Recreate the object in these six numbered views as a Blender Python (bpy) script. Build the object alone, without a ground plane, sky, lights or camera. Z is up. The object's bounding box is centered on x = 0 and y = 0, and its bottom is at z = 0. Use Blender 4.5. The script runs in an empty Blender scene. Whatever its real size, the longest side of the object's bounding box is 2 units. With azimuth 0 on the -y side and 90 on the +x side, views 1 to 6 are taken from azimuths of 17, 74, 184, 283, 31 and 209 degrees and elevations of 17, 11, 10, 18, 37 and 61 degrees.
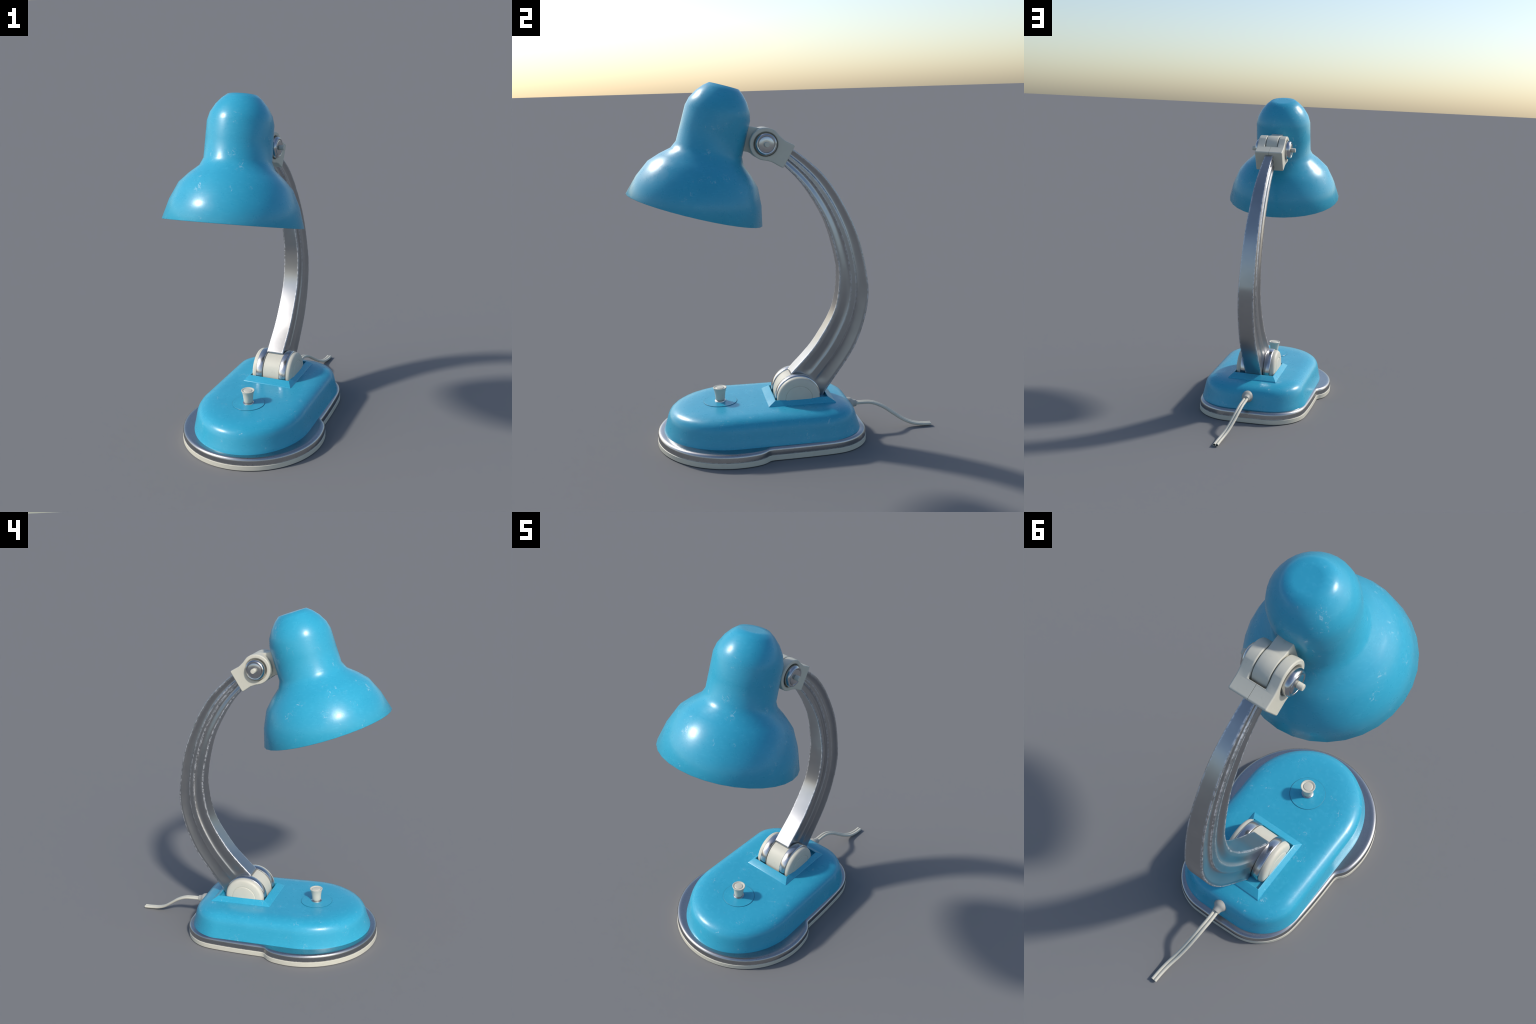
# A small bent-arm desk lamp: blue enamelled shade and foot, bare cast-metal arm,
# cream plastic joints.  Everything is modelled in the lamp's own frame
# (x across, y front(-) to back(+), z up); the root Empty turns it in the scene.
import bpy, bmesh, math, random
from mathutils import Vector

random.seed(7)
TURN = math.radians(-7.45)
ROOT_AT = (0.045, 0.0, 0.0)
pi = math.pi

# ------------------------------------------------------------------ helpers
def new_root():
    r = bpy.data.objects.new("desk_lamp", None)
    bpy.context.scene.collection.objects.link(r)
    r.location = ROOT_AT
    r.rotation_euler = (0, 0, TURN)
    r["label"] = "blue enamel desk lamp with curved metal arm and cream joints"
    r["category"] = "desk lamp"
    return r

ROOT = new_root()

def part(name, verts, faces, mat, parent=None, sharp=35, smooth=True):
    me = bpy.data.meshes.new(name)
    me.from_pydata([tuple(v) for v in verts], [], faces)
    bm = bmesh.new(); bm.from_mesh(me)
    bmesh.ops.remove_doubles(bm, verts=bm.verts, dist=1e-6)
    bmesh.ops.recalc_face_normals(bm, faces=bm.faces)
    bm.to_mesh(me); bm.free()
    ob = bpy.data.objects.new(name, me)
    bpy.context.scene.collection.objects.link(ob)
    ob.parent = parent or ROOT
    me.materials.append(mat)
    finish(ob, sharp, smooth)
    return ob

def finish(ob, sharp=35, smooth=True):
    me = ob.data
    me.polygons.foreach_set("use_smooth", [smooth] * len(me.polygons))
    if smooth:
        me.set_sharp_from_angle(angle=math.radians(sharp))
    me.update()

def apply_mods(ob):
    dg = bpy.context.evaluated_depsgraph_get()
    me = bpy.data.meshes.new_from_object(ob.evaluated_get(dg))
    old = ob.data
    ob.modifiers.clear()
    ob.data = me
    bpy.data.meshes.remove(old)

def cut(ob, cutter):
    m = ob.modifiers.new("cut", 'BOOLEAN'); m.operation = 'DIFFERENCE'
    m.solver = 'EXACT'; m.object = cutter
    bpy.context.view_layer.update()
    apply_mods(ob)
    bpy.data.objects.remove(cutter, do_unlink=True)

def round_edges(ob, width, segments=3, angle=30, clamp_overlap=True):
    m = ob.modifiers.new("bevel", 'BEVEL'); m.width = width; m.segments = segments
    m.limit_method = 'ANGLE'; m.angle_limit = math.radians(angle)
    m.harden_normals = False
    m.use_clamp_overlap = clamp_overlap
    bpy.context.view_layer.update()
    apply_mods(ob)

def weigh_normals(ob):
    """let the broad faces keep their flat shading next to narrow rounded edges"""
    m = ob.modifiers.new("weighted", 'WEIGHTED_NORMAL'); m.keep_sharp = True; m.weight = 80
    bpy.context.view_layer.update()
    apply_mods(ob)

def catmull(pts, n):
    """smooth curve through control points, n samples per span"""
    P = [Vector(p) for p in pts]
    P = [2 * P[0] - P[1]] + P + [2 * P[-1] - P[-2]]
    out = []
    for i in range(1, len(P) - 2):
        a, b, c, d = P[i - 1:i + 3]
        for k in range(n):
            t = k / n
            out.append(0.5 * (2 * b + (c - a) * t + (2 * a - 5 * b + 4 * c - d) * t * t
                              + (3 * b - a - 3 * c + d) * t ** 3))
    out.append(P[-2])
    return out

def lathe(name, prof, mat, axis='z', at=(0, 0, 0), seg=64, parent=None, sharp=35, flip=1, close=False):
    """revolve (along, radius) pairs round an axis"""
    verts, faces = [], []
    n = len(prof)
    for a, r in prof:
        for k in range(seg):
            t = 2 * pi * k / seg
            c, s = r * math.cos(t), r * math.sin(t)
            if axis == 'z': v = (c, s, a)
            elif axis == 'x': v = (a * flip, c, s)
            else: v = (c, a * flip, s)
            verts.append((v[0] + at[0], v[1] + at[1], v[2] + at[2]))
    m = n if close else n - 1
    for i in range(m):
        j = (i + 1) % n
        for k in range(seg):
            k2 = (k + 1) % seg
            faces.append((i * seg + k, i * seg + k2, j * seg + k2, j * seg + k))
    if not close:
        if prof[0][1] > 1e-5: faces.append(tuple(range(seg)))
        if prof[-1][1] > 1e-5: faces.append(tuple((n - 1) * seg + k for k in range(seg)))
    return part(name, verts, faces, mat, parent, sharp)

def extrude_x(name, outline, x0, x1, mat, parent=None, sharp=35):
    n = len(outline)
    verts = [(x0, y, z) for y, z in outline] + [(x1, y, z) for y, z in outline]
    faces = [tuple(range(n)), tuple(range(2 * n - 1, n - 1, -1))]
    faces += [(i, (i + 1) % n, n + (i + 1) % n, n + i) for i in range(n)]
    return part(name, verts, faces, mat, parent, sharp)

def box(name, lo, hi, mat):
    (a, b, c), (d, e, f) = lo, hi
    v = [(a, b, c), (d, b, c), (d, e, c), (a, e, c), (a, b, f), (d, b, f), (d, e, f), (a, e, f)]
    fs = [(0, 3, 2, 1), (4, 5, 6, 7), (0, 1, 5, 4), (1, 2, 6, 5), (2, 3, 7, 6), (3, 0, 4, 7)]
    return part(name, v, fs, mat, sharp=30)

def arc(cx, cy, r, a0, a1, n):
    return [(cx + r * math.cos(math.radians(a0 + (a1 - a0) * i / n)),
             cy + r * math.sin(math.radians(a0 + (a1 - a0) * i / n))) for i in range(n + 1)]

def resample_closed(pts, n):
    P = [Vector(p) for p in pts]
    L = [0]
    for i in range(len(P)):
        L.append(L[-1] + (P[(i + 1) % len(P)] - P[i]).length)
    out, j = [], 0
    for k in range(n):
        s = L[-1] * k / n
        while L[j + 1] < s: j += 1
        t = (s - L[j]) / max(1e-9, L[j + 1] - L[j])
        out.append(P[j].lerp(P[(j + 1) % len(P)], t))
    return out

def inset_loop(P, d):
    """move a closed counter-clockwise loop inward by d along its normals"""
    n = len(P); out = []
    for i in range(n):
        t = (P[(i + 1) % n] - P[i - 1]).normalized()
        out.append(P[i] + Vector((-t.y, t.x)) * d)
    return out

def smooth_loop(P, times):
    for _ in range(times):
        P = [(P[i - 1] + 2 * P[i] + P[(i + 1) % len(P)]) / 4 for i in range(len(P))]
    return P

# ---------------------------------------------------------------- materials
def nodes_of(mat):
    mat.use_nodes = True
    nt = mat.node_tree; nt.nodes.clear()
    out = nt.nodes.new('ShaderNodeOutputMaterial')
    b = nt.nodes.new('ShaderNodeBsdfPrincipled')
    nt.links.new(b.outputs[0], out.inputs[0])
    tc = nt.nodes.new('ShaderNodeTexCoord')
    return nt, b, tc

def noise(nt, tc, scale, detail=3, rough=.55, dist=0, stretch=None):
    n = nt.nodes.new('ShaderNodeTexNoise')
    n.inputs['Scale'].default_value = scale
    n.inputs['Detail'].default_value = detail
    n.inputs['Roughness'].default_value = rough
    n.inputs['Distortion'].default_value = dist
    src = tc.outputs['Object']
    if stretch:
        mp = nt.nodes.new('ShaderNodeMapping')
        mp.inputs['Scale'].default_value = stretch
        nt.links.new(src, mp.inputs[0]); src = mp.outputs[0]
    nt.links.new(src, n.inputs['Vector'])
    return n.outputs['Fac']

def ramp(nt, fac, stops):
    r = nt.nodes.new('ShaderNodeValToRGB')
    e = r.color_ramp.elements
    while len(e) < len(stops): e.new(.5)
    for k, (p, c) in enumerate(stops):
        e[k].position = p
        e[k].color = (c, c, c, 1) if isinstance(c, (int, float)) else (*c, 1)
    nt.links.new(fac, r.inputs[0])
    return r.outputs[0]

def math_node(nt, op, a, b=None):
    m = nt.nodes.new('ShaderNodeMath'); m.operation = op; m.use_clamp = True
    for i, v in enumerate((a, b)):
        if v is None: continue
        if isinstance(v, (int, float)): m.inputs[i].default_value = v
        else: nt.links.new(v, m.inputs[i])
    return m.outputs[0]

def mix(nt, fac, a, b):
    m = nt.nodes.new('ShaderNodeMix'); m.data_type = 'RGBA'
    for s, v in ((m.inputs[0], fac), (m.inputs[6], a), (m.inputs[7], b)):
        if isinstance(v, (int, float)): s.default_value = v
        elif isinstance(v, tuple): s.default_value = (*v, 1)
        else: nt.links.new(v, s)
    return m.outputs[2]

def bump(nt, b, height, strength, dist=.002):
    n = nt.nodes.new('ShaderNodeBump')
    n.inputs['Strength'].default_value = strength
    n.inputs['Distance'].default_value = dist
    nt.links.new(height, n.inputs['Height'])
    nt.links.new(n.outputs[0], b.inputs['Normal'])

def edge_mask(nt, radius, lo, hi):
    """1 on convex or sharp edges: where a rounded normal leaves the true one"""
    bv = nt.nodes.new('ShaderNodeBevel'); bv.samples = 12
    bv.inputs['Radius'].default_value = radius
    ge = nt.nodes.new('ShaderNodeNewGeometry')
    d = nt.nodes.new('ShaderNodeVectorMath'); d.operation = 'DOT_PRODUCT'
    nt.links.new(bv.outputs[0], d.inputs[0]); nt.links.new(ge.outputs['Normal'], d.inputs[1])
    inv = math_node(nt, 'SUBTRACT', 1.0, d.outputs['Value'])
    return ramp(nt, inv, [(lo, 0.0), (hi, 1.0)])

def enamel():
    m = bpy.data.materials.new("blue_enamel")
    nt, b, tc = nodes_of(m)
    tone = noise(nt, tc, 5, 4)
    col = mix(nt, tone, (0.025, 0.308, 0.462), (0.035, 0.366, 0.532))
    # fine rubbed streaks
    streak = ramp(nt, noise(nt, tc, 40, 3, .6, 0, (1, 1, 4)), [(.52, 0.0), (.75, .35)])
    col = mix(nt, streak, col, (0.070, 0.44, 0.61))
    # broken pale scuffs, gathered in patches
    patch = ramp(nt, noise(nt, tc, 11, 2, .5, .3), [(.585, 0.0), (.66, 1.0)])
    fleck = ramp(nt, noise(nt, tc, 46, 4, .68, 1.6), [(.57, 0.0), (.66, 1.0)])
    scuff = math_node(nt, 'MULTIPLY', math_node(nt, 'MULTIPLY', patch, fleck), .50)
    col = mix(nt, scuff, col, (0.42, 0.62, 0.70))
    # a few dark pin specks
    pit = ramp(nt, noise(nt, tc, 150, 1, .5), [(.76, 0.0), (.80, .25)])
    col = mix(nt, pit, col, (0.012, 0.15, 0.25))
    nt.links.new(col, b.inputs['Base Color'])
    r = ramp(nt, noise(nt, tc, 22, 4, .6), [(.3, .25), (.75, .36)])
    r = math_node(nt, 'ADD', r, math_node(nt, 'MULTIPLY', scuff, .25))
    nt.links.new(r, b.inputs['Roughness'])
    b.inputs['Specular IOR Level'].default_value = .5
    bump(nt, b, noise(nt, tc, 120, 2), .05)
    return m

def cream():
    m = bpy.data.materials.new("cream_plastic")
    nt, b, tc = nodes_of(m)
    col = mix(nt, noise(nt, tc, 14, 4), (0.53, 0.51, 0.425), (0.60, 0.575, 0.48))
    spot = ramp(nt, noise(nt, tc, 60, 3, .6), [(.6, 0.0), (.78, .35)])
    col = mix(nt, spot, col, (0.40, 0.38, 0.31))
    nt.links.new(col, b.inputs['Base Color'])
    b.inputs['Roughness'].default_value = .5
    bump(nt, b, noise(nt, tc, 90, 3), .06)
    return m

def cast_metal(name, worn=True, base=.40, rough=.30, wear=.45, band=.016, grit=1.0):
    m = bpy.data.materials.new(name)
    nt, b, tc = nodes_of(m)
    grain = noise(nt, tc, 12, 2, .5)
    col = mix(nt, grain, (base * .92, base * .93, base * .95), (base * 1.1, base * 1.1, base * 1.1))
    r = ramp(nt, noise(nt, tc, 130, 4, .7), [(.3, rough - .05 * grit), (.75, rough + .09 * grit)])
    if worn:
        e = edge_mask(nt, band, .004, .026)
        ragged = ramp(nt, noise(nt, tc, 60, 6, .75), [(.44, 0.0), (.55, 1.0)])
        w = math_node(nt, 'MULTIPLY', e, ragged)
        col = mix(nt, math_node(nt, 'MULTIPLY', w, .85), col, (.70, .71, .74))
        r = math_node(nt, 'ADD', r, math_node(nt, 'MULTIPLY', w, .22))
        nt.links.new(math_node(nt, 'SUBTRACT', 1.0, math_node(nt, 'MULTIPLY', w, wear)), b.inputs['Metallic'])
    nt.links.new(col, b.inputs['Base Color'])
    nt.links.new(r, b.inputs['Roughness'])
    if not worn: b.inputs['Metallic'].default_value = 1
    bump(nt, b, noise(nt, tc, 90, 2), .012)
    return m

def plain(name, col, rough, metal=0):
    m = bpy.data.materials.new(name)
    nt, b, tc = nodes_of(m)
    c = mix(nt, noise(nt, tc, 30, 3), tuple(.93 * x for x in col), tuple(min(1, 1.05 * x) for x in col))
    nt.links.new(c, b.inputs['Base Color'])
    b.inputs['Roughness'].default_value = rough
    b.inputs['Metallic'].default_value = metal
    return m

BLUE = enamel()
CREAM = cream()
ARM_METAL = cast_metal("cast_arm_metal", True, .41, .32, .45, .016, .3)
PLATE_METAL = cast_metal("plate_metal", True, .42, .28, .2, .008, .2)
CHROME = cast_metal("polished_metal", False, .52, .22, grit=.5)
DARK = plain("dark_hollow", (.03, .03, .03), .8)
GROMMET = plain("grey_cream", (.40, .39, .345), .55)  # greyer, darker cream for the cord grommet
RING = plain("painted_edge_shade", (.016, .15, .23), .5)  # darkened blue for a thin torus that draws shade along the switch disc's edge
INNER = plain("pale_shade_lining", (.58, .54, .45), .5)

# --------------------------------------------------------------- lampshade
# profile: distance down the shade's axis from the flat crown, radius
SHADE_PROFILE = [(.003, .082), (.025, .1095), (.060, .1405), (.105, .1670), (.149, .1790), (.245, .1805), (.345, .1825),
                 (.386, .2020), (.430, .2540), (.482, .3040), (.572, .3465), (.6785, .3780)]
SHADE_TOP = Vector((-.003, -.2867, 1.9805))
SHADE_TILT = math.radians(15.8)

def shade_point(s, r, t):
    ax = Vector((0, -math.sin(SHADE_TILT), -math.cos(SHADE_TILT)))
    u = Vector((1, 0, 0)); v = ax.cross(u)
    return SHADE_TOP + ax * s + u * (r * math.cos(t)) + v * (r * math.sin(t))

def surface_of_revolution(name, prof, mat, parent, seg=32, at=shade_point):
    verts, faces = [], []
    for s, r in prof:
        verts += [at(s, r, 2 * pi * k / seg) for k in range(seg)]
    for i in range(len(prof) - 1):
        for k in range(seg):
            k2 = (k + 1) % seg
            faces.append((i * seg + k, i * seg + k2, (i + 1) * seg + k2, (i + 1) * seg + k))
    faces.append(tuple(range(seg)))
    faces.append(tuple((len(prof) - 1) * seg + k for k in range(seg)))
    return part(name, verts, faces, mat, parent, sharp=70)

outer = SHADE_PROFILE
WALL = .005
inner = [(s + (WALL if s < .05 else WALL * .4), r - WALL) for s, r in outer]
rim = [(outer[-1][0] + .002, outer[-1][1] - .0012), (outer[-1][0] + .002, outer[-1][1] - WALL)]
# spun sheet: flat crown, domed head, straight neck, flared bell, turned over the rim and back up inside
shade = surface_of_revolution("lampshade", [(.0025, .0), (.0025, .050)] + outer + rim + list(reversed(inner)) + [(.003 + WALL, .0)],
                              BLUE, None)

# pale lining inside
lining = [(s + .0012, r - .0012) for s, r in inner]
lining[-1] = (lining[-1][0] - .004, lining[-1][1] - .001)
def open_revolution(name, prof, mat, parent, seg=32):
    verts, faces = [], []
    for s, r in prof: verts += [shade_point(s, r, 2 * pi * k / seg) for k in range(seg)]
    for i in range(len(prof) - 1):
        for k in range(seg):
            k2 = (k + 1) % seg
            faces.append((i * seg + k, i * seg + k2, (i + 1) * seg + k2, (i + 1) * seg + k))
    return part(name, verts, faces, mat, parent, sharp=70)
open_revolution("shade_lining", [(lining[0][0], .001)] + lining, INNER, shade)

# ------------------------------------------------------- shade joint (knuckle)
PIV = (-.085, 1.668)            # y, z of the upper pivot
def around(r, a0, a1, n): return arc(PIV[0], PIV[1], r, a0, a1, n)

knuckle_outline = (around(.086, 105, -125, 34)
                   + [(-.158, 1.617), (-.178, 1.627), (-.200, 1.632), (-.226, 1.632),
                      (-.196, 1.766), (-.168, 1.763), (-.140, 1.757)])
knuckle = extrude_x("shade_knuckle", knuckle_outline, -.0365, .0365, CREAM, shade)
round_edges(knuckle, .004, 3)
finish(knuckle, 40)

# ------------------------------------------------------------------- clamp
def fillet(p, a, b, r=.010, n=5):
    """round the corner p between neighbours a and b"""
    P, A, B = Vector(p), Vector(a), Vector(b)
    u, v = P + (A - P).normalized() * r, P + (B - P).normalized() * r
    return [tuple(u * (1 - t) ** 2 + P * 2 * t * (1 - t) + v * t * t) for t in (i / n for i in range(n + 1))]

clamp_outline = (around(.0865, 50, 255, 40)
                 + [(-.078, 1.579), (-.048, 1.569)] + fillet((.0050, 1.5360), (-.048, 1.569), (.0735, 1.6550))
                 + fillet((.0735, 1.6550), (.0050, 1.5360), (.018, 1.684)) + [(.018, 1.684), (-.008, 1.708)])
clamp = extrude_x("arm_clamp", clamp_outline, -.0855, .0905, CREAM)
slot = lathe("slot_tool", [(-.0400, .0985), (.0400, .0985)], CREAM, 'x', (0, PIV[0], PIV[1]), 64)
cut(clamp, slot)
cut(clamp, box("slot_tool", (-.0400, -.30, 1.50), (.0400, PIV[0], 1.85), CREAM))
for sx in (-1, 1):
    cut(clamp, lathe("recess_tool", [(.070, .0645), (.12, .0645)], CREAM, 'x', (0, PIV[0], PIV[1]), 64, flip=sx))
# parting line over the block
seam_lo = extrude_x("seam_tool", [(.004, 1.6855), (.064, 1.650), (.036, 1.602), (.10, 1.56), (.14, 1.70), (.03, 1.76)],
                    -.0007, .0007, CREAM)
round_edges(clamp, .0065, 3, 40, False)
cut(clamp, seam_lo)
finish(clamp, 50)
weigh_normals(clamp)

for sx in (-1, 1):
    capr = [(.071, .0), (.071, .0590), (.095, .0595), (.1035, .0582), (.1100, .0545), (.1130, .0498), (.1120, .0455), (.1095, .0438),
            (.1090, .0428), (.1125, .0412), (.1135, .0385), (.1145, .020), (.1145, .0)]
    bolt = lathe("pivot_cap", capr, CHROME, 'x', (0, PIV[0], PIV[1]), 64, clamp, flip=sx)
    lathe("pivot_pin", [(.115, .0), (.115, .0138), (.1380, .0138), (.1410, .0122), (.1420, .0)], CREAM, 'x',
          (0, PIV[0], PIV[1]), 32, bolt, flip=sx)

# --------------------------------------------------------------------- arm
OUTER = [(.036, 1.653), (.079, 1.623), (.147, 1.569), (.232, 1.487), (.308, 1.380), (.378, 1.244), (.419, 1.141),
         (.450, 1.018), (.470, .895), (.475, .829), (.467, .742), (.441, .637), (.403, .538), (.355, .453),
         (.285, .354), (.217, .260), (.182, .190)]
INNERC = [(-.010, 1.575), (.026, 1.540), (.085, 1.480), (.130, 1.424), (.173, 1.359), (.218, 1.280), (.253, 1.199),
          (.283, 1.097), (.301, 1.017), (.311, .941), (.305, .838), (.289, .753), (.262, .683), (.213, .598),
          (.145, .501), (.023, .372), (.030, .270)]
# let the two edges run in step: resample both by arc length between clamp and hinge
def by_length(pts, n):
    C = catmull(pts, 12)
    L = [0]
    for a, b in zip(C, C[1:]): L.append(L[-1] + (b - a).length)
    out, j = [], 0
    for k in range(n):
        s = L[-1] * k / (n - 1)
        while j < len(L) - 2 and L[j + 1] < s: j += 1
        t = (s - L[j]) / max(1e-9, L[j + 1] - L[j])
        out.append(C[j].lerp(C[j + 1], t))
    return out

NS = 150
main_o, main_i = by_length(OUTER[:-1], NS), by_length(INNERC[:-1], NS)
main_o.append(Vector(OUTER[-1])); main_i.append(Vector(INNERC[-1]))

def smoothstep(a, b, x):
    t = max(0, min(1, (x - a) / (b - a))); return t * t * (3 - 2 * t)

def half_width(z):      # arm thickens downward
    pts = [(.2, .0530), (.4, .0525), (.6, .0500), (.9, .0478), (1.15, .0425), (1.4, .0350), (1.55, .0280), (1.66, .0230)]
    for (a, p), (b, q) in zip(pts, pts[1:]):
        if z <= b: return p + (q - p) * max(0, (z - a)) / (b - a)
    return pts[-1][1]

def flute(f, u):
    """hollowing of the arm's flank at fraction f (0 inner edge, 1 outer edge), u metres-ish to the hinge end"""
    d = 0.0
    # two round-bottomed hollows with crisp lips, deepest toward the middle rib
    def hollow(a, b, skew):
        t = (f - a) / (b - a)
        if t <= 0 or t >= 1: return 0.0
        t = t ** skew
        return 4 * t * (1 - t)
    g2, g1 = hollow(.105, .415, 1.7), hollow(.605, .915, .58)
    d += g2 * smoothstep(.028, .085, u) + g1 * smoothstep(.014, .07, u)
    d += .10 * smoothstep(.405, .425, f) * (1 - smoothstep(.595, .615, f)) * smoothstep(.05, .20, u)
    return d

FS = [0, .012, .03, .06, .09] + [.10 + .0164 * i for i in range(50)] + [.92, .95, .975, .99, 1]
verts, faces = [], []
sec = 2 * len(FS)
for i, (o, q) in enumerate(zip(main_o, main_i)):
    z = .5 * (o.y + q.y)
    w = half_width(z)
    u = (NS - 1 - i) / (NS - 1) * 1.58        # metres to the hinge end
    o = o + (o - q).normalized() * (.003 + .002 * (1 - smoothstep(.2, .7, u)))
    for side in (1, -1):
        row = []
        for f in FS:
            p = q.lerp(o, f)
            edge = min(f, 1 - f) * (o - q).length
            c = .004
            bev = (c - math.sqrt(max(0, c * c - (c - min(edge, c)) ** 2)))
            x = w - bev - (.0056 + .0030 * smoothstep(.1, .6, u)) * flute(f, u)
            row.append((side * x - .004 + .031 * p.x, p.x, p.y))   # the arm leans a touch to one side
        verts += row if side == 1 else row[::-1]
for i in range(len(main_o) - 1):
    for k in range(sec):
        k2 = (k + 1) % sec
        faces.append((i * sec + k, i * sec + k2, (i + 1) * sec + k2, (i + 1) * sec + k))
faces.append(tuple(range(sec)))
faces.append(tuple((len(main_o) - 1) * sec + k for k in range(sec)))
arm = part("arm", verts, faces, ARM_METAL, None, sharp=60)
weigh_normals(arm)

# ------------------------------------------------------------------- hinge
HY, HZ = .055, .247
barrel = lathe("hinge_barrel", [(-.054, .0), (-.054, .117), (-.051, .1205), (.051, .1205), (.054, .117), (.054, .0)], CREAM, 'x',
               (.0025, HY, HZ), 72)
for sx in (-1, 1):
    col = lathe("hinge_collar", [(.0545, .0), (.0545, .1225), (.0560, .1260), (.0600, .1280), (.0760, .1288), (.0915, .1280),
                                 (.0955, .1260), (.0975, .1225), (.0975, .0)], CHROME, 'x', (.0025, HY, HZ), 72, barrel, flip=sx)
    lathe("hinge_cap", [(.0976, .0), (.0976, .1215), (.108, .1215), (.116, .1195), (.122, .1145), (.1255, .1070), (.1275, .090), (.1285, .0785),
                        (.1268, .0770), (.1268, .0750), (.1290, .0735), (.1300, .070), (.1305, .0)], CREAM, 'x',
          (.0025, HY, HZ), 72, barrel, flip=sx, sharp=40)

# -------------------------------------------------------------------- foot
# half outlines run from the front tip round the +x side to the back
def mirror(half):
    return half + [(-x, y) for x, y in reversed(half[1:-1])]

def skew(x, y):      # the back edge is not quite square to the axis
    return (.034 if x < 0 else .022) * x * max(0.0, y) / .4

FX = -.0015      # the foot sits a hair to one side of the arm
plate_half = (arc(0, -.318, .4205, -90, 15.5, 56) + [(.3940, -.1810), (.3790, -.1610), (.3655, -.1490), (.3610, -.1370), (.3600, -.10), (.3590, -.03), (.3560, .06),
              (.3510, .15), (.3465, .205)] + arc(.114, .197, .2315, 4, 88, 24) + [(.08, .4290), (0, .4300)])
PLATE = [p + Vector((FX, skew(p.x, p.y))) for p in smooth_loop(resample_closed(mirror(plate_half), 420), 2)]

def housing_loop(d):
    """outline of the blue housing drawn in by d: half ellipse in front, rounded corners behind;
    the ends lean in half as much again as the flanks"""
    half = []
    for k in range(49):
        t = math.radians(-90 + 90 * k / 48)
        half.append(((.346 - d) * math.cos(t), -.308 + (.395 - (1.5 + 3 * d) * d) * math.sin(t)))
    half += [(.3450 - d, -.24), (.3440 - d, -.16), (.3430 - d, -.08), (.3420 - d, 0), (.3410 - d, .08)]
    r, ry = max(.230 - d, .02), max(.230 - 1.5 * d, .02)
    for k in range(25):
        t = math.radians(90 * k / 24)
        half.append((.3395 - .230 + r * math.cos(t), .398 - .230 + ry * math.sin(t)))
    half += [(.1095 * (1 - k / 8), .398 - .230 + ry) for k in range(1, 9)]
    return [Vector((x + FX, y + skew(x, y))) for x, y in mirror(half)]

def stacked(name, loop, levels, mat, parent=None, sharp=40, cap=True):
    verts, faces = [], []
    n = len(loop)
    for z, d in levels:
        verts += [(p.x, p.y, z) for p in inset_loop(loop, d)]
    for i in range(len(levels) - 1):
        for k in range(n):
            k2 = (k + 1) % n
            faces.append((i * n + k, i * n + k2, (i + 1) * n + k2, (i + 1) * n + k))
    faces.append(tuple(range(n)))
    if cap: faces.append(tuple((len(levels) - 1) * n + k for k in range(n)))
    return part(name, verts, faces, mat, parent, sharp)

pad = stacked("foot_pad", PLATE, [(0, .003), (.003, .0), (.028, .0), (.0305, .003)], CREAM)
plate = stacked("foot_plate", PLATE, [(.0305, .0045), (.0325, .0020), (.056, .0015), (.0640, .0030), (.0700, .0075), (.0735, .0145),
                                      (.0745, .023), (.0740, .034), (.0735, .05)], PLATE_METAL)

# blue housing: drafted wall, broad shoulder, flat top with a socket let in
LEV = [(.062, .0010), (.075, .0020), (.090, .0050), (.105, .0085), (.125, .0125), (.150, .0172), (.168, .0210), (.182, .0262), (.194, .0340), (.204, .0450),
       (.2115, .0590), (.2170, .0750), (.2205, .0920), (.2225, .1100), (.2233, .1250)]
SOCK = (-.129, .129, -.080, .220)       # x0, x1, y0, y1 of the opening
TOP = .2233
n = len(housing_loop(0))
verts, faces = [], []
for z, d in LEV:
    verts += [(p.x, p.y, z) for p in housing_loop(d)]
cx, cy = 0.0, .5 * (SOCK[2] + SOCK[3])
hx, hy = SOCK[1], .5 * (SOCK[3] - SOCK[2])
last = verts[-n:]
def on_socket(p, grow=0.0):
    dx, dy = p[0] - cx, p[1] - cy
    k = min((hx + grow) / max(1e-9, abs(dx)), (hy + grow) / max(1e-9, abs(dy)))
    return [cx + dx * k, cy + dy * k]
sock_loop = [on_socket(p) for p in last]
for sx in (-1, 1):
    for sy in (-1, 1):          # land one loop vertex on every corner
        c = (cx + sx * hx, cy + sy * hy)
        j = min(range(n), key=lambda i: (sock_loop[i][0] - c[0]) ** 2 + (sock_loop[i][1] - c[1]) ** 2)
        sock_loop[j] = list(c)
verts += [(x, y, TOP + .0005) for x, y in sock_loop]
verts += [(x, y, .2330) for x, y in sock_loop]
for i in range(len(LEV) + 1):
    for k in range(n):
        k2 = (k + 1) % n
        faces.append((i * n + k, i * n + k2, (i + 1) * n + k2, (i + 1) * n + k))
faces.append(tuple((len(LEV) + 1) * n + k for k in range(n)))
housing = part("foot_housing", verts, faces, BLUE, None, sharp=50)

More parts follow.
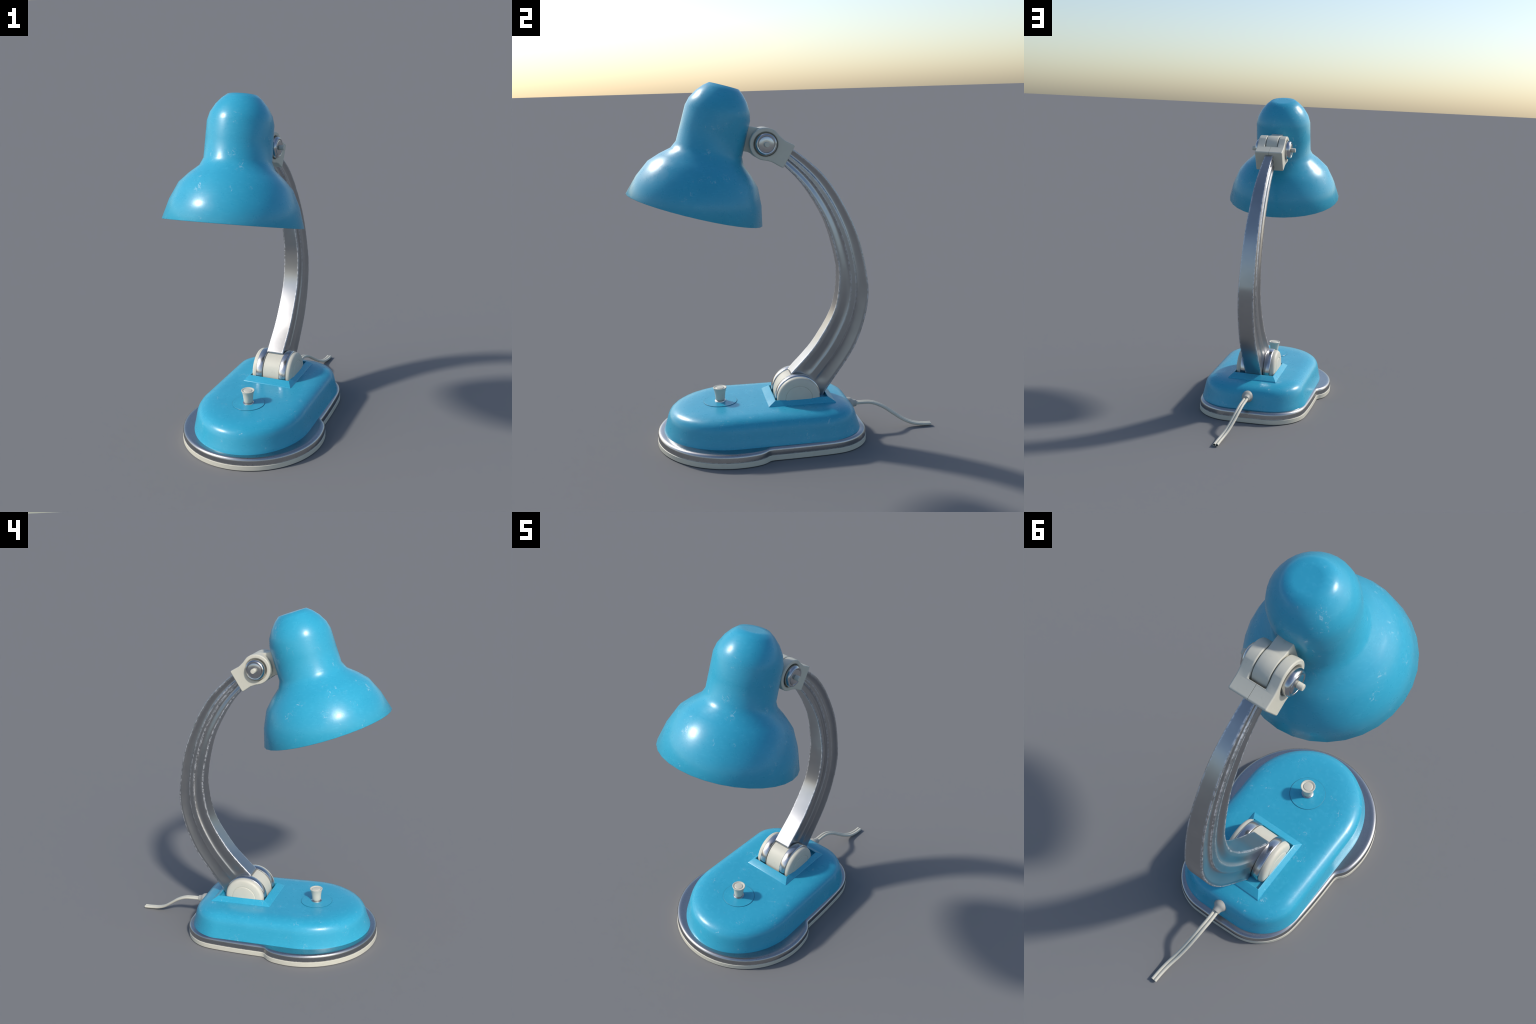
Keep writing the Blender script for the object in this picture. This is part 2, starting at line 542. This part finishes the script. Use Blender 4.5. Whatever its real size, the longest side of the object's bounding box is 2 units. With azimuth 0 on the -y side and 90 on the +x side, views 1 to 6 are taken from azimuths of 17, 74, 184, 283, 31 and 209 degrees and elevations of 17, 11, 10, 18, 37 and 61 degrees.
# raised sloping frame round the socket
def frame(levels):
    v, f = [], []
    for z, x0, x1, y0, y1 in levels:
        v += [(x0, y0, z), (x1, y0, z), (x1, y1, z), (x0, y1, z)]
    for i in range(len(levels) - 1):
        for k in range(4):
            k2 = (k + 1) % 4
            f.append((i * 4 + k, i * 4 + k2, (i + 1) * 4 + k2, (i + 1) * 4 + k))
    return v, f
v, f = frame([(.205, -.163, .163, -.130, .268), (.2270, -.153, .153, -.119, .257), (.2480, -.1315, .1315, -.084, .2235),
              (.2505, -.1270, .1270, -.079, .2190), (.2480, -.1255, .1255, -.0775, .2175), (.222, -.1255, .1255, -.0775, .2175)])
socket = part("socket_frame", v, f, BLUE, housing, sharp=20)
round_edges(socket, .008, 4, 15)
finish(socket, 50)

# ------------------------------------------------------------------ switch
SY = -.376
sw_plate = lathe("switch_plate", [(.215, .0), (.215, .0940), (.2254, .0940), (.2262, .0932), (.2262, .088), (.2262, .0)], BLUE, 'z', (-.005, SY, 0), 72, housing)
ring = [(TOP + .0014 + .0010 * math.sin(2 * pi * k / 8), .0943 + .0010 * math.cos(2 * pi * k / 8)) for k in range(8)]
lathe("edge_shade_ring", ring, RING, 'z', (-.005, SY, 0), 72, sw_plate, close=True)
knob = lathe("switch_knob", [(.231, .0), (.231, .0215), (.2345, .0250), (.241, .0268), (.257, .0280), (.276, .0302), (.290, .0335), (.301, .0375),
                             (.3050, .0388), (.3065, .0372), (.3065, .0340), (.3040, .0300), (.3025, .0265), (.3030, .0245), (.3055, .022), (.3065, .012), (.3070, .0)],
             CREAM, 'z', (-.005, SY, 0), 48)
lathe("switch_ferrule", [(.222, .0), (.222, .0305), (.2265, .0325), (.2300, .0315), (.2320, .0280), (.2335, .0240), (.2340, .0)], CHROME, 'z', (-.005, SY, 0), 48, knob)

# -------------------------------------------------------------------- cord
PATH = [(-.002, .365, .148), (-.002, .400, .148), (-.003, .466, .1475), (.000, .515, .141), (.008, .572, .116), (.021, .628, .078),
        (.037, .682, .042), (.052, .735, .020), (.0595, .790, .0115), (.0615, .842, .0095)]
spine = catmull(PATH, 6)
def tube(name, offset, r, mat, parent=None, seg=16):
    verts, faces = [], []
    m = len(spine)
    for i, p in enumerate(spine):
        t = (spine[min(i + 1, m - 1)] - spine[max(i - 1, 0)]).normalized()
        side = t.cross(Vector((0, 0, 1))).normalized()
        up = side.cross(t)
        c = p + side * offset
        for k in range(seg):
            a = 2 * pi * k / seg
            verts.append(c + side * (r * math.cos(a)) + up * (r * math.sin(a)))
    # bored end: the cut lead shows a dark hollow
    t = (spine[-1] - spine[-2]).normalized(); side = t.cross(Vector((0, 0, 1))).normalized(); up = side.cross(t)
    for back, rr in ((0, r * .68), (.012, r * .66)):
        for k in range(seg):
            a = 2 * pi * k / seg
            verts.append(spine[-1] - t * back + side * (offset + rr * math.cos(a)) + up * (rr * math.sin(a)))
    for i in range(m + 1):
        for k in range(seg):
            k2 = (k + 1) % seg
            faces.append((i * seg + k, i * seg + k2, (i + 1) * seg + k2, (i + 1) * seg + k))
    faces.append(tuple(range(seg)))
    faces.append(tuple((m + 1) * seg + k for k in range(seg)))
    ob = part(name, verts, faces, mat, parent, sharp=50)
    ob.data.materials.append(DARK)
    end = spine[-1]
    for pl in ob.data.polygons:
        if (pl.center - end).length < .03 and len(pl.vertices) == seg: pl.material_index = 1
        elif all(v >= m * seg for v in pl.vertices): pl.material_index = 1
    return ob

grommet = lathe("cord_grommet", [(.370, .0), (.370, .0370), (.392, .0360), (.400, .0340), (.406, .0295), (.4115, .0248), (.420, .0215), (.430, .0205),
                                 (.4335, .0190), (.4345, .0150), (.433, .0)], GROMMET, 'y', (-.002, -.021, .148), 40)
for s in (-1, 1):
    tube("power_cord", s * .0083, .0085, CREAM, grommet)
